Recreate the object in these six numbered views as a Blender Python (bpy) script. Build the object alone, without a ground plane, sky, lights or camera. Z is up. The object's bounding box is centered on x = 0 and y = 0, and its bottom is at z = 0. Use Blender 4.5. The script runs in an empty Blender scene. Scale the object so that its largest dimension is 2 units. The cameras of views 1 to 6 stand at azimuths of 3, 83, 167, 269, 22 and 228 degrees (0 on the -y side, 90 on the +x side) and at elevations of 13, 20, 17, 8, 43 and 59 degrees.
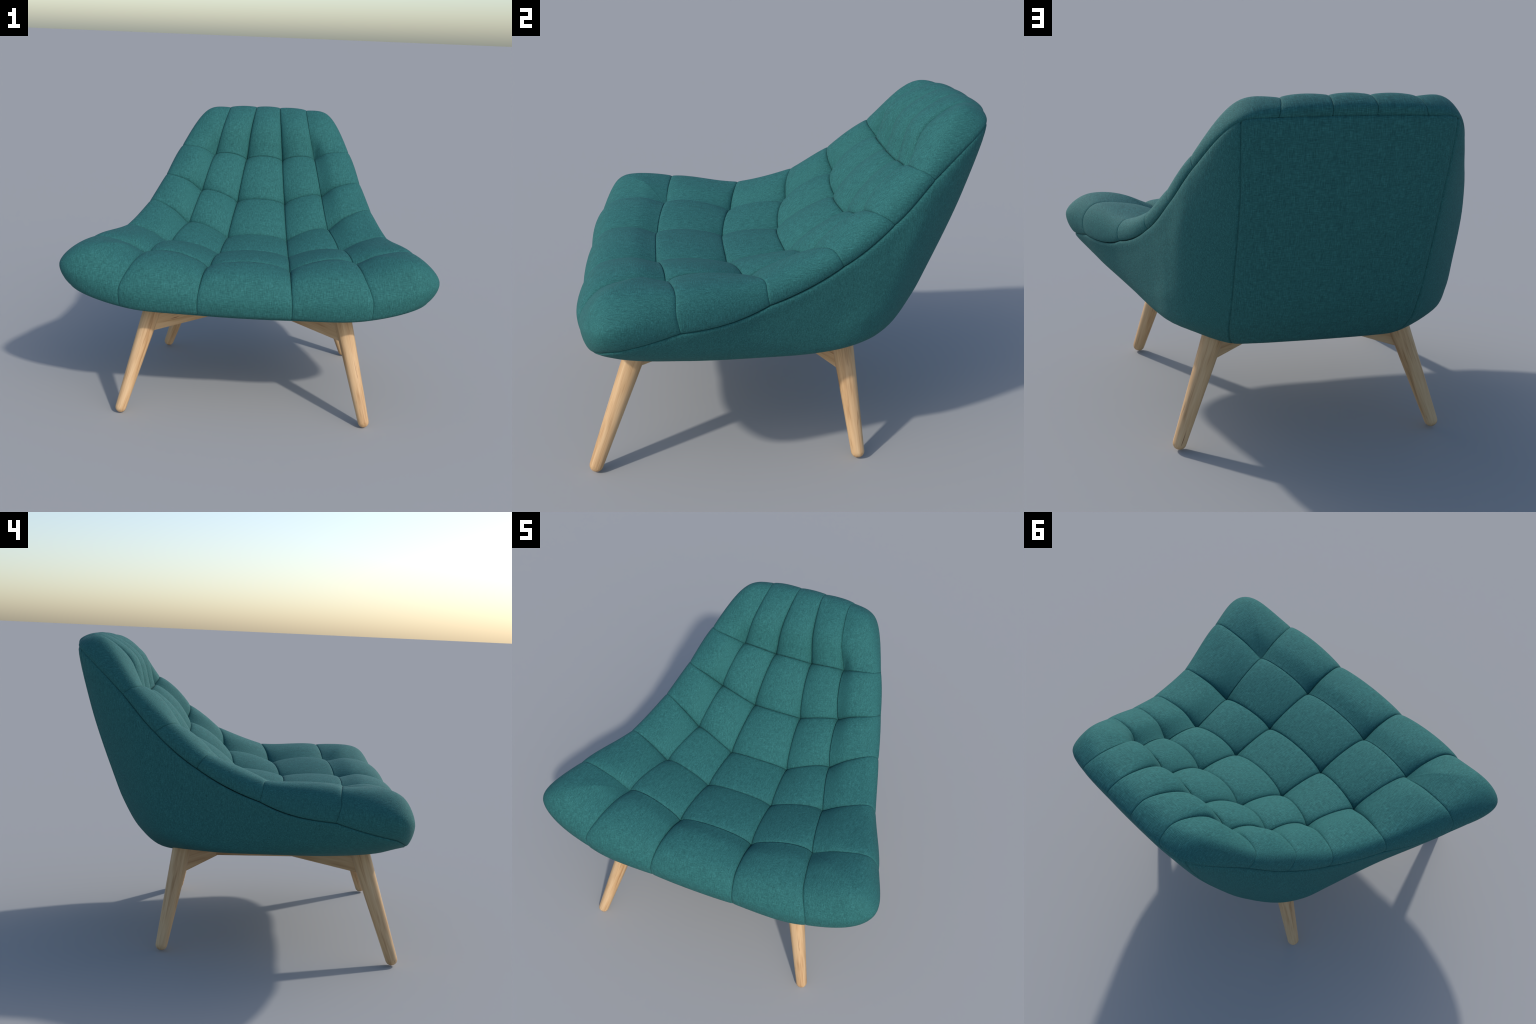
import bpy, math
import numpy as np
from mathutils import Vector, Matrix

# ------------------------------------------------------------------ helpers
def V(*p):
    return np.array(p, float)

MIRROR = V(-1, 1, 1)

def catmull(P0, P1, P2, P3, t):
    """Centripetal Catmull-Rom between P1 and P2 (vectorised over t)."""
    def d(a, b):
        return max(np.linalg.norm(b - a), 1e-5) ** 0.5
    t0 = 0.0
    t1 = t0 + d(P0, P1)
    t2 = t1 + d(P1, P2)
    t3 = t2 + d(P2, P3)
    T = (t1 + (t2 - t1) * np.asarray(t))[..., None]
    A1 = (t1 - T) / (t1 - t0) * P0 + (T - t0) / (t1 - t0) * P1
    A2 = (t2 - T) / (t2 - t1) * P1 + (T - t1) / (t2 - t1) * P2
    A3 = (t3 - T) / (t3 - t2) * P2 + (T - t2) / (t3 - t2) * P3
    B1 = (t2 - T) / (t2 - t0) * A1 + (T - t0) / (t2 - t0) * A2
    B2 = (t3 - T) / (t3 - t1) * A2 + (T - t1) / (t3 - t1) * A3
    return (t2 - T) / (t2 - t1) * B1 + (T - t1) / (t2 - t1) * B2

def open_spline(points, ts):
    """Spline through points, parameter 0..len-1, mirrored phantom ends."""
    P = [np.asarray(p, float) for p in points]
    n = len(P)
    ext = [2 * P[0] - P[1]] + P + [2 * P[-1] - P[-2]]
    out = np.zeros((len(ts), 3))
    for k, t in enumerate(ts):
        i = min(int(t), n - 2)
        out[k] = catmull(ext[i], ext[i + 1], ext[i + 2], ext[i + 3], t - i)
    return out

def loop_point(P, t):
    n = len(P)
    i = int(math.floor(t)) % n
    return catmull(P[(i - 1) % n], P[i], P[(i + 1) % n], P[(i + 2) % n], t - math.floor(t))

def unit(a):
    return a / np.maximum(np.linalg.norm(a, axis=-1, keepdims=True), 1e-9)

def lobe(s, p=0.62):
    """Cross-section of a stuffed cell: 0 at the seams, 1 in the middle."""
    return np.maximum(np.sin(np.pi * np.clip(s, 0, 1)), 0) ** p

def stitch(s, width, depth=0.004, reach=0.004):
    """Narrow groove pulled in by the stitching at both ends of a cell."""
    d = min(s, 1 - s) * width
    return depth * math.exp(-d / reach)

def tuft_pit(s, t, width, height, depth=0.012, reach=0.020):
    """Small pit where a button thread pulls the corner of a cell in."""
    d = math.hypot(min(s, 1 - s) * width, min(t, 1 - t) * height)
    return depth * math.exp(-d / reach)

def grid_faces(nu, nv, flip=False):
    f = []
    for i in range(nu - 1):
        for j in range(nv - 1):
            q = (i * nv + j, (i + 1) * nv + j, (i + 1) * nv + j + 1, i * nv + j + 1)
            f.append(q[::-1] if flip else q)
    return f

def mesh_object(name, verts, faces, mat, parent=None, smooth=True):
    me = bpy.data.meshes.new(name)
    me.from_pydata([tuple(map(float, v)) for v in verts], [], faces)
    me.validate()
    me.update()
    if smooth:
        me.polygons.foreach_set("use_smooth", [True] * len(me.polygons))
    me.materials.append(mat)
    ob = bpy.data.objects.new(name, me)
    bpy.context.scene.collection.objects.link(ob)
    if parent:
        ob.parent = parent
    return ob

# ---------------------------------------------------------------- materials
def node(nt, kind, **kw):
    n = nt.nodes.new(kind)
    for k, v in kw.items():
        setattr(n, k, v)
    return n

def fabric_material(name, dark, mid, light):
    m = bpy.data.materials.new(name)
    m.use_nodes = True
    nt = m.node_tree
    L = nt.links.new
    bsdf = nt.nodes["Principled BSDF"]
    tc = node(nt, "ShaderNodeTexCoord")
    # warp and weft: fine across, long along the thread.  Faces that look
    # sideways use the y and z threads, all others the x thread and its cross.
    def thread(scale, off):
        mp = node(nt, "ShaderNodeMapping")
        mp.inputs["Scale"].default_value = scale
        mp.inputs["Location"].default_value = (off, off * 1.7, off * 0.6)
        L(tc.outputs["Object"], mp.inputs["Vector"])
        nz = node(nt, "ShaderNodeTexNoise")
        nz.inputs["Scale"].default_value = 1.0
        nz.inputs["Detail"].default_value = 1.0
        nz.inputs["Roughness"].default_value = 0.6
        L(mp.outputs["Vector"], nz.inputs["Vector"])
        return nz.outputs["Fac"]

    def add(p, q):
        n = node(nt, "ShaderNodeMath", operation="ADD")
        L(p, n.inputs[0]); L(q, n.inputs[1])
        return n.outputs[0]
    f, g = 400, 40
    frontal = add(thread((g, f, f), 0.0), thread((f, g, g), 7.3))
    sideways = add(thread((f, g, f), 3.1), thread((f, f, g), 13.1))
    sep = node(nt, "ShaderNodeSeparateXYZ")
    L(tc.outputs["Normal"], sep.inputs[0])
    ab = node(nt, "ShaderNodeMath", operation="ABSOLUTE")
    L(sep.outputs["X"], ab.inputs[0])
    turn = node(nt, "ShaderNodeMapRange", interpolation_type="SMOOTHSTEP")
    turn.inputs["From Min"].default_value = 0.36
    turn.inputs["From Max"].default_value = 0.52
    L(ab.outputs[0], turn.inputs["Value"])
    b = node(nt, "ShaderNodeMix", data_type="FLOAT")
    L(turn.outputs["Result"], b.inputs["Factor"])
    L(frontal, b.inputs["A"]); L(sideways, b.inputs["B"])
    weave = b.outputs["Result"]
    # faint slubs / blotches
    nb = node(nt, "ShaderNodeTexNoise")
    nb.inputs["Scale"].default_value = 38.0
    nb.inputs["Detail"].default_value = 3.0
    L(tc.outputs["Object"], nb.inputs["Vector"])
    c = node(nt, "ShaderNodeMath", operation="MULTIPLY_ADD")
    L(nb.outputs["Fac"], c.inputs[0]); c.inputs[1].default_value = 0.06; L(weave, c.inputs[2])
    d = node(nt, "ShaderNodeMapRange")
    d.inputs["From Min"].default_value = 0.54
    d.inputs["From Max"].default_value = 1.56
    L(c.outputs[0], d.inputs["Value"])
    ramp = node(nt, "ShaderNodeValToRGB")
    e = ramp.color_ramp.elements
    e[0].position, e[0].color = 0.08, (*dark, 1)
    e[1].position, e[1].color = 0.92, (*light, 1)
    k = e.new(0.5); k.color = (*mid, 1)
    L(d.outputs["Result"], ramp.inputs["Fac"])
    L(ramp.outputs["Color"], bsdf.inputs["Base Color"])
    bump = node(nt, "ShaderNodeBump")
    bump.inputs["Strength"].default_value = 0.45
    bump.inputs["Distance"].default_value = 0.002
    L(weave, bump.inputs["Height"])
    L(bump.outputs["Normal"], bsdf.inputs["Normal"])
    bsdf.inputs["Roughness"].default_value = 0.85
    bsdf.inputs["Specular IOR Level"].default_value = 0.3
    bsdf.inputs["Sheen Weight"].default_value = 0.0
    bsdf.inputs["Sheen Roughness"].default_value = 0.5
    return m

def wood_material(name, axis):
    """Pale oiled ash; grain runs along the given local axis."""
    m = bpy.data.materials.new(name)
    m.use_nodes = True
    nt = m.node_tree
    L = nt.links.new
    bsdf = nt.nodes["Principled BSDF"]
    tc = node(nt, "ShaderNodeTexCoord")
    info = node(nt, "ShaderNodeObjectInfo")
    sh = node(nt, "ShaderNodeMath", operation="MULTIPLY")
    L(info.outputs["Random"], sh.inputs[0]); sh.inputs[1].default_value = 20.0
    add = node(nt, "ShaderNodeVectorMath", operation="ADD")
    L(tc.outputs["Object"], add.inputs[0]); L(sh.outputs[0], add.inputs[1])

    def stretched(cross, along, detail, loc=0.0):
        mp = node(nt, "ShaderNodeMapping")
        s = [cross] * 3
        s[axis] = along
        mp.inputs["Scale"].default_value = s
        mp.inputs["Location"].default_value = (loc, loc, loc)
        L(add.outputs[0], mp.inputs["Vector"])
        nz = node(nt, "ShaderNodeTexNoise")
        nz.inputs["Scale"].default_value = 1.0
        nz.inputs["Detail"].default_value = detail
        nz.inputs["Distortion"].default_value = 0.4
        L(mp.outputs["Vector"], nz.inputs["Vector"])
        return nz
    broad = stretched(38, 3.0, 2.0)
    fine = stretched(230, 7.0, 3.0, 4.0)
    fleck = stretched(95, 6.0, 1.0, 9.0)
    mix = node(nt, "ShaderNodeMath", operation="MULTIPLY_ADD")
    L(fine.outputs["Fac"], mix.inputs[0]); mix.inputs[1].default_value = 0.55
    L(broad.outputs["Fac"], mix.inputs[2])
    ramp = node(nt, "ShaderNodeValToRGB")
    e = ramp.color_ramp.elements
    e[0].position, e[0].color = 0.50, (0.40, 0.222, 0.098, 1)
    e[1].position, e[1].color = 1.0, (0.65, 0.440, 0.245, 1)
    k = e.new(0.72); k.color = (0.56, 0.350, 0.178, 1)
    L(mix.outputs[0], ramp.inputs["Fac"])
    fr = node(nt, "ShaderNodeMapRange")
    fr.inputs["From Min"].default_value = 0.72
    fr.inputs["From Max"].default_value = 0.82
    L(fleck.outputs["Fac"], fr.inputs["Value"])
    col = node(nt, "ShaderNodeMix", data_type="RGBA")
    L(fr.outputs["Result"], col.inputs["Factor"])
    L(ramp.outputs["Color"], col.inputs["A"])
    col.inputs["B"].default_value = (0.22, 0.10, 0.045, 1)
    L(col.outputs["Result"], bsdf.inputs["Base Color"])
    bump = node(nt, "ShaderNodeBump")
    bump.inputs["Strength"].default_value = 0.15
    bump.inputs["Distance"].default_value = 0.001
    L(fine.outputs["Fac"], bump.inputs["Height"])
    L(bump.outputs["Normal"], bsdf.inputs["Normal"])
    bsdf.inputs["Roughness"].default_value = 0.5
    bsdf.inputs["Specular IOR Level"].default_value = 0.3
    return m

fabric = fabric_material("teal_woven_fabric", (0.012, 0.078, 0.077), (0.021, 0.124, 0.120), (0.040, 0.192, 0.185))
wood_leg = wood_material("pale_ash_wood_leg", 2)
wood_rail = wood_material("pale_ash_wood_rail", 0)

# ---------------------------------------------------------------- the chair
chair = bpy.data.objects.new("lounge_chair", None)
bpy.context.scene.collection.objects.link(chair)
chair["label"] = "wide teal fabric tufted lounge chair with splayed pale wooden legs"
chair["category"] = "armchair"

# Tuft points, right half: rows from the top of the back to the front of the
# seat; inner seam line first, then outer seam line.
TUFT_INNER = [V(.115, .543, 1.227), V(.148, .321, .984), V(.179, .052, .807), V(.199, -.220, .764), V(.218, -.536, .769)]
TUFT_OUTER = [V(.319, .537, 1.249), V(.374, .339, 1.045), V(.422, .107, .881), V(.491, -.168, .808), V(.557, -.496, .828)]
TUFT = [[TUFT_OUTER[j] * MIRROR, TUFT_INNER[j] * MIRROR, TUFT_INNER[j], TUFT_OUTER[j]] for j in range(5)]

# Stations round the edge of the cushion, right half, from the top of the
# back, down the side, to the front: crest, outermost point, rim (where the
# cushion meets the shell).  "corner" stations lie inside a corner cell.
EDGE = [
    ("top",    V(.077, .768, 1.543), V(.081, .848, 1.518), V(.081, .850, 1.489)),
    ("top",    V(.250, .757, 1.536), V(.262, .840, 1.512), V(.269, .846, 1.485)),
    ("corner", V(.382, .705, 1.512), V(.394, .786, 1.496), V(.396, .814, 1.470)),
    ("side",   V(.512, .519, 1.304), V(.536, .556, 1.292), V(.529, .587, 1.266)),
    ("side",   V(.585, .341, 1.139), V(.610, .385, 1.122), V(.603, .419, 1.096)),
    ("side",   V(.652, .164, 1.003), V(.682, .190, .976),  V(.672, .208, .940)),
    ("side",   V(.744, -.111, .899), V(.777, -.104, .860), V(.772, -.094, .812)),
    ("side",   V(.866, -.462, .892), V(.919, -.458, .828), V(.910, -.441, .754)),
    ("corner", V(.882, -.716, .867), V(.980, -.735, .790), V(.945, -.712, .694)),
    ("front",  V(.612, -.758, .810), V(.658, -.834, .710), V(.655, -.805, .606)),
    ("front",  V(.232, -.778, .770), V(.245, -.848, .677), V(.245, -.822, .588)),
]
# full loop: right half then mirrored half in reverse
LOOP = EDGE + [(k, a * MIRROR, b * MIRROR, c * MIRROR) for k, a, b, c in EDGE[::-1]]
CREST = [s[1] for s in LOOP]
OUTER = [s[2] for s in LOOP]
RIM = [s[3] for s in LOOP]
NL = len(LOOP)

# --- quilted field inside the tuft grid
ROWS = [[TUFT[j][i] for i in range(4)] for j in range(5)]

ROW_CACHE = {}

def field_base(u, v):
    """Smooth surface through all tuft points; u 0..3 across, v 0..4 down."""
    key = round(u, 6)
    if key not in ROW_CACHE:
        ROW_CACHE[key] = [open_spline(ROWS[j], [u])[0] for j in range(5)]
    return open_spline(ROW_CACHE[key], [v])[0]

def field_normal(u, v):
    e = 0.02
    du = field_base(min(u + e, 3), v) - field_base(max(u - e, 0), v)
    dv = field_base(u, min(v + e, 4)) - field_base(u, max(v - e, 0))
    return unit(np.cross(dv, du))       # points out of the seat, towards the sitter

def arch_u(i, j):
    """How far the row seam j rises between tufts i and i+1."""
    return (0.225, 0.190, 0.147, 0.122, 0.132)[j] * np.linalg.norm(TUFT[j][i + 1] - TUFT[j][i])

def arch_v(i, j):
    """How far the column seam i rises between tufts j and j+1."""
    return ((0.178, 0.172, 0.138, 0.120) if i in (0, 3) else (0.155, 0.148, 0.116, 0.105))[j] * np.linalg.norm(TUFT[j + 1][i] - TUFT[j][i])

# flattening of the inner cells between their arched seams: rows down the chair, (side, centre, side) columns
PUFF = [(-.018, -.016, -.018), (-.012, -.012, -.012), (-.013, -.012, -.013), (-.017, -.016, -.017)]
cushion = bpy.data.objects.new("cushion", None)
bpy.context.scene.collection.objects.link(cushion)
cushion.parent = chair

N = 33
def spaced(n):
    """0..1, denser towards both seams."""
    t = np.linspace(0, 1, n)
    return 0.5 - 0.5 * np.cos(np.pi * t) * (1 - 0.12 * np.sin(np.pi * t) ** 2)

SP = spaced(N)

def tucked(points, side, depth=0.016):
    """Add a folded-in skirt all round a grid of points (nu, nv, 3)."""
    P = points
    c = P.mean(axis=(0, 1))
    du = np.gradient(P, axis=0)
    dv = np.gradient(P, axis=1)
    nrm = unit(np.cross(dv, du)) * side
    mid = nrm[P.shape[0] // 2, P.shape[1] // 2]
    ring = np.zeros((P.shape[0] + 2, P.shape[1] + 2, 3))
    ring[1:-1, 1:-1] = P
    # fold straight back into the stuffing, using normals a little way in
    nrm[0], nrm[-1] = nrm[3], nrm[-4]
    nrm[:, 0], nrm[:, -1] = nrm[:, 3], nrm[:, -4]
    def fold(q, n):
        return q - n * depth + unit(c - mid * 0.08 - q) * 0.004
    ring[0, 1:-1] = fold(P[0], nrm[0]); ring[-1, 1:-1] = fold(P[-1], nrm[-1])
    ring[1:-1, 0] = fold(P[:, 0], nrm[:, 0]); ring[1:-1, -1] = fold(P[:, -1], nrm[:, -1])
    for a, b in ((0, 0), (0, -1), (-1, 0), (-1, -1)):
        ring[a, b] = fold(P[a, b], nrm[a, b])
    return ring

def add_pad(P, flip):
    R = tucked(P, 1 if flip else -1)
    nu, nv = R.shape[:2]
    ob = mesh_object("tufted_pad", R.reshape(-1, 3), grid_faces(nu, nv, flip), fabric, cushion)
    return ob

for j in range(4):
    for i in range(3):
        P = np.zeros((N, N, 3))
        for a, s in enumerate(SP):
            for b, t in enumerate(SP):
                base = field_base(i + s, j + t)
                n = field_normal(i + s, j + t)
                au = arch_u(i, j) * (1 - t) + arch_u(i, j + 1) * t
                av = arch_v(i, j) * (1 - s) + arch_v(i + 1, j) * s
                h = au * lobe(s) + av * lobe(t) + PUFF[j][i] * lobe(s) * lobe(t)
                h -= max(stitch(s, 0.3), stitch(t, 0.3)) + tuft_pit(s, t, 0.3, 0.3)
                P[a, b] = base + n * h
        add_pad(P, True)

# --- rolled edge: cells from the outer tufts over the crest down to the rim
# Each entry: inner seam as (u0, v0, u1, v1) on the tuft grid, and the loop
# span it faces (start, end) in station numbers.
CELLS = [
    ((2, 0, 3, 0), (0, 1)),
    ((3, 0, 3, 0), (1, 3)),
    ((3, 0, 3, 1), (3, 4)), ((3, 1, 3, 2), (4, 5)), ((3, 2, 3, 3), (5, 6)), ((3, 3, 3, 4), (6, 7)),
    ((3, 4, 3, 4), (7, 9)),
    ((3, 4, 2, 4), (9, 10)),
    ((2, 4, 1, 4), (10, 11)),
    ((1, 4, 0, 4), (11, 12)),
    ((0, 4, 0, 4), (12, 14)),
    ((0, 4, 0, 3), (14, 15)), ((0, 3, 0, 2), (15, 16)), ((0, 2, 0, 1), (16, 17)), ((0, 1, 0, 0), (17, 18)),
    ((0, 0, 0, 0), (18, 20)),
    ((0, 0, 1, 0), (20, 21)),
    ((1, 0, 2, 0), (21, 22)),
]

# height of the roll above the straight line tuft-to-crest, per station
LIFT = [.074, .072, .058, .040, .037, .032, .024, .027, .040, .029, .028]
LIFT = LIFT + LIFT[::-1]

# the rim hangs a little lower between the last side seams
SAG = [0, 0, 0, .002, .002, .004, .017, .006, .004, .002, 0]

def rim_point(t):
    i = int(math.floor(t)) % NL
    f = t - math.floor(t)
    h = SAG[i] if i < 11 else SAG[(NL - 2 - i) % 11]
    return loop_point(RIM, t) - V(0, 0, h * math.sin(math.pi * f))

def shoulder_lift(t):
    i = int(math.floor(t))
    f = t - i
    return LIFT[i % NL] * (1 - f) + LIFT[(i + 1) % NL] * f

NR = 49
# puff of an edge cell along its section: tuft, shoulder, crest, outermost, rim, tuck
PUFF_AT = {
    "top": np.array([0.0, 0.005, 0.010, 0.008, 0.004, 0.0]),
    "side": np.array([0.0, 0.003, 0.007, 0.005, 0.003, 0.0]),
    "front": np.array([0.0, 0.016, 0.036, 0.013, 0.004, 0.0]),
    "top_corner": np.array([0.0, 0.013, 0.012, 0.006, 0.002, 0.0]),
    "front_corner": np.array([0.0, 0.019, 0.019, 0.010, 0.002, 0.0]),
}
# how narrow the seam crease is along the section (small = narrow)
CREASE = [0.50, 0.50, 0.46, 0.42, 0.36, 0.30]
CREASE_FAN = [0.50, 1.00, 0.60, 0.42, 0.36, 0.30]

for (u0, v0, u1, v1), (k0, k1) in CELLS:
    fan = (u0, v0) == (u1, v1)
    M = N + 14 if fan else N
    sp = spaced(M)
    P = np.zeros((M, NR, 3))
    rr = np.linspace(0, 1, NR)
    rr = 0.5 - 0.5 * np.cos(np.pi * rr) * (1 - 0.0 * rr)
    rr = 0.35 * rr + 0.65 * np.linspace(0, 1, NR)
    for a, s in enumerate(sp):
        k = k0 + (k1 - k0) * s
        u = u0 + (u1 - u0) * s
        v = v0 + (v1 - v0) * s
        I = field_base(u, v)
        nI = field_normal(u, v)
        edge_arch = 0.0
        if not fan:
            if v0 == v1:
                edge_arch = arch_u(int(min(u0, u1)), int(v0))
            else:
                edge_arch = arch_v(int(u0), int(min(v0, v1)))
        cell_w = 0.0 if fan else 0.3
        I = I + nI * (edge_arch * lobe(s) - 0.004 - tuft_pit(s, 0.0, cell_w, 0.3))
        span = 0.5 if fan else 0.3
        C, O, R = loop_point(CREST, k), loop_point(OUTER, k), rim_point(k)
        tang = loop_point(CREST, k + 0.02) - loop_point(CREST, k - 0.02)
        nS = unit(np.cross(tang, C - I))
        if nS @ nI < 0:
            nS = -nS
        S = I + (C - I) * 0.46 + nS * shoulder_lift(k)
        inward = unit(I - R)
        K = R + inward * 0.05
        nC = unit(nS + unit(C - I) * 0.8)
        nO = unit(O - (C + R) / 2 + 1e-6)
        prof = [I, S, C, O, R, K]
        nrm = [nI, nS, nC, nO, nO, nO]
        kind = LOOP[k0 % NL][0] if not fan else ("top_corner" if v0 == 0 else "front_corner")
        q = []
        for m_, (p_, n_) in enumerate(zip(prof, nrm)):
            q.append(p_ + n_ * PUFF_AT[kind][m_] * lobe(s, (CREASE_FAN if fan else CREASE)[m_]) - n_ * (stitch(s, span) * (1.0 if m_ == 1 else 0.7) if 0 < m_ < 5 else 0))
        P[a] = open_spline(q, rr * 4.35)
    add_pad(P, False)

# ---------------------------------------------------------------- the shell
# rings per station (right half): mid-height, lower, underside turn, bottom
SHELL = [
    (V(.081, .788, 1.180), V(.081, .668, .845), V(.081, .519, .575), V(.080, .400, .476)),
    (V(.269, .775, 1.180), V(.269, .656, .845), V(.269, .512, .575), V(.250, .395, .476)),
    (V(.388, .755, 1.180), V(.388, .637, .845), V(.382, .500, .575), V(.340, .380, .476)),
    (V(.552, .565, 1.100), V(.552, .490, .820), V(.508, .421, .577), V(.385, .330, .477)),
    (V(.612, .410, .980), V(.612, .365, .780), V(.582, .295, .554), V(.420, .220, .484)),
    (V(.674, .210, .860), V(.660, .185, .695), V(.624, .140, .538), V(.450, .100, .492)),
    (V(.765, -.090, .745), V(.742, -.090, .640), V(.690, -.100, .547), V(.500, -.110, .505)),
    (V(.897, -.440, .700), V(.858, -.433, .634), V(.776, -.422, .574), V(.540, -.400, .512)),
    (V(.930, -.702, .668), V(.882, -.686, .637), V(.780, -.640, .588), V(.520, -.530, .522)),
    (V(.640, -.785, .593), V(.610, -.750, .580), V(.560, -.690, .562), V(.450, -.570, .526)),
    (V(.240, -.803, .576), V(.235, -.770, .565), V(.220, -.710, .552), V(.180, -.580, .522)),
]
# one more ring low on the shell: full on the back, plain in-between elsewhere
BACK_BELLY = [V(.081, .606, .705), V(.269, .597, .705), V(.387, .579, .705)]
for n_, row in enumerate(SHELL):
    extra = BACK_BELLY[n_] if n_ < 3 else catmull(row[0], row[1], row[2], row[3], 0.5)
    SHELL[n_] = (row[0], row[1], extra, row[2], row[3])
SH = SHELL + [tuple(p * MIRROR for p in row) for row in SHELL[::-1]]
RINGS = [[row[m] for row in SH] for m in range(5)]

def shell_patch(k0, k1, n):
    ks = k0 + (k1 - k0) * np.linspace(0, 1, n)
    n_down = 57
    P = np.zeros((n, n_down, 3))
    for a, k in enumerate(ks):
        R = rim_point(k)
        O = loop_point(OUTER, k)
        ring = [loop_point(r, k) for r in RINGS]
        centre = V(ring[4][0] * 0.3, ring[4][1] * 0.3 - 0.05, 0.500)
        down = unit(ring[0] - R)
        inw = unit(centre - R)
        start = R + inw * 0.034 + (O - R) * 0.15
        lip = R + down * 0.008 - inw * 0.003
        P[a] = open_spline([start, lip] + ring + [centre], np.linspace(0, 7, n_down))
    return P

shell = bpy.data.objects.new("seat_shell", None)
bpy.context.scene.collection.objects.link(shell)
shell.parent = chair

def panel(name, k0, k1, n, groove_ends):
    P = shell_patch(k0, k1, n)
    du = np.gradient(P, axis=0)
    dv = np.gradient(P, axis=1)
    nrm = unit(np.cross(dv, du))        # points into the shell
    # sewn edge: the panel dips into the seam at its vertical ends
    far = np.full(P.shape[:2], 9.0)
    if groove_ends[0]:
        far = np.minimum(far, np.linalg.norm(P - P[:1], axis=2))
    if groove_ends[1]:
        far = np.minimum(far, np.linalg.norm(P - P[-1:], axis=2))
    P = P + nrm * (0.005 * np.exp(-(far / 0.0035) ** 2))[..., None]
    ob = mesh_object(name, P.reshape(-1, 3), grid_faces(P.shape[0], P.shape[1], False), fabric, shell)
    return ob

panel("back_panel", 19, 24, 240, (True, True))
panel("side_panel", 2, 10.5, 350, (True, False))
panel("side_panel", 10.5, 19, 350, (False, True))

# ------------------------------------------------------------------- legs
def leg(name, foot, aim, z_top, r_foot, r_top, mesh=None):
    axis = unit(aim - foot)
    length = (z_top - foot[2]) / axis[2]
    if mesh is None:
        prof = []
        rr = r_foot
        for a in np.linspace(0, math.pi / 2, 9):      # rounded foot
            prof.append((rr * (1 - (1 - math.sin(a)) ** 1.0) * 1.0, 0.030 * (1 - math.cos(a))))
        prof[0] = (0.0005, 0.0)
        zs = np.linspace(0.030, length, 24)[1:]
        for z in zs:
            f = (z - 0.030) / (length - 0.030)
            prof.append((r_foot + (r_top - r_foot) * min(1.0, f * 1.12), z))
        seg = 40
        verts, faces = [], []
        for r, z in prof:
            for k in range(seg):
                a = 2 * math.pi * k / seg
                c, s = math.cos(a), math.sin(a)
                p = 2.35                                # softly squared section
                q = (abs(c) ** p + abs(s) ** p) ** (-1 / p)
                verts.append((r * c * q, r * s * q, z))
        for m in range(len(prof) - 1):
            for k in range(seg):
                faces.append((m * seg + k, m * seg + (k + 1) % seg, (m + 1) * seg + (k + 1) % seg, (m + 1) * seg + k))
        faces.append(tuple(range(seg))[::-1])
        top = (len(prof) - 1) * seg
        faces.append(tuple(top + k for k in range(seg)))
        ob = mesh_object(name, verts, faces, wood_leg, chair)
    else:
        ob = bpy.data.objects.new(name, mesh)
        bpy.context.scene.collection.objects.link(ob)
        ob.parent = chair
    q = Vector((0, 0, 1)).rotation_difference(Vector(axis))
    ob.rotation_mode = "QUATERNION"
    ob.rotation_quaternion = q
    ob.location = Vector(foot)
    return ob

FRONT_FOOT, FRONT_AIM = V(.659, -.786, .003), V(.527, -.618, .500)
BACK_FOOT, BACK_AIM = V(.580, .365, .003), V(.406, .283, .500)
f1 = leg("leg", FRONT_FOOT, FRONT_AIM, 0.56, 0.0295, 0.0465)
leg("leg", FRONT_FOOT * MIRROR, FRONT_AIM * MIRROR, 0.56, 0.0295, 0.0465, f1.data)
b1 = leg("leg", BACK_FOOT, BACK_AIM, 0.53, 0.0295, 0.0465)
leg("leg", BACK_FOOT * MIRROR, BACK_AIM * MIRROR, 0.53, 0.0295, 0.0465, b1.data)

# ---------------------------------------------------- frame under the seat
def beam(name, a, b, width, z_top, parent):
    """Rail between two bottom-edge points, flat on top at z_top, bevelled."""
    d = b - a
    flat = unit(V(d[0], d[1], 0))
    length = math.hypot(d[0], d[1])
    h = width / 2
    verts = []
    for x, zb in ((0, 0.0), (length, b[2] - a[2])):
        for y in (-h, h):
            verts += [(x, y, zb), (x, y, z_top - a[2])]
    faces = [(0, 1, 3, 2), (4, 6, 7, 5), (0, 2, 6, 4), (1, 5, 7, 3), (0, 4, 5, 1), (2, 3, 7, 6)]
    ob = mesh_object(name, verts, faces, wood_rail, parent, smooth=False)
    ob.location = Vector(a)
    ob.rotation_euler = (0, 0, math.atan2(flat[1], flat[0]))
    bv = ob.modifiers.new("bevel", "BEVEL")
    bv.width = 0.004
    bv.segments = 2
    return ob

frame = bpy.data.objects.new("under_frame", None)
bpy.context.scene.collection.objects.link(frame)
frame.parent = chair
FJ, FK = V(.533, -.642, .426), V(.235, -.300, .428)
BJ, BK = V(.440, .290, .371), V(.200, .125, .408)
for m in (V(1, 1, 1), MIRROR):
    beam("bracket", FJ * m, FK * m, 0.045, 0.535, frame)
    beam("bracket", BJ * m, BK * m, 0.045, 0.535, frame)
    beam("rail", (FK + V(-.004, -.015, .002)) * m, (BK + V(-.004, .015, .002)) * m, 0.050, 0.530, frame)
beam("cross_rail", V(-.232, -.297, .431), V(.232, -.297, .431), 0.046, 0.528, frame)
beam("cross_rail", V(-.198, .121, .411), V(.198, .121, .411), 0.046, 0.528, frame)
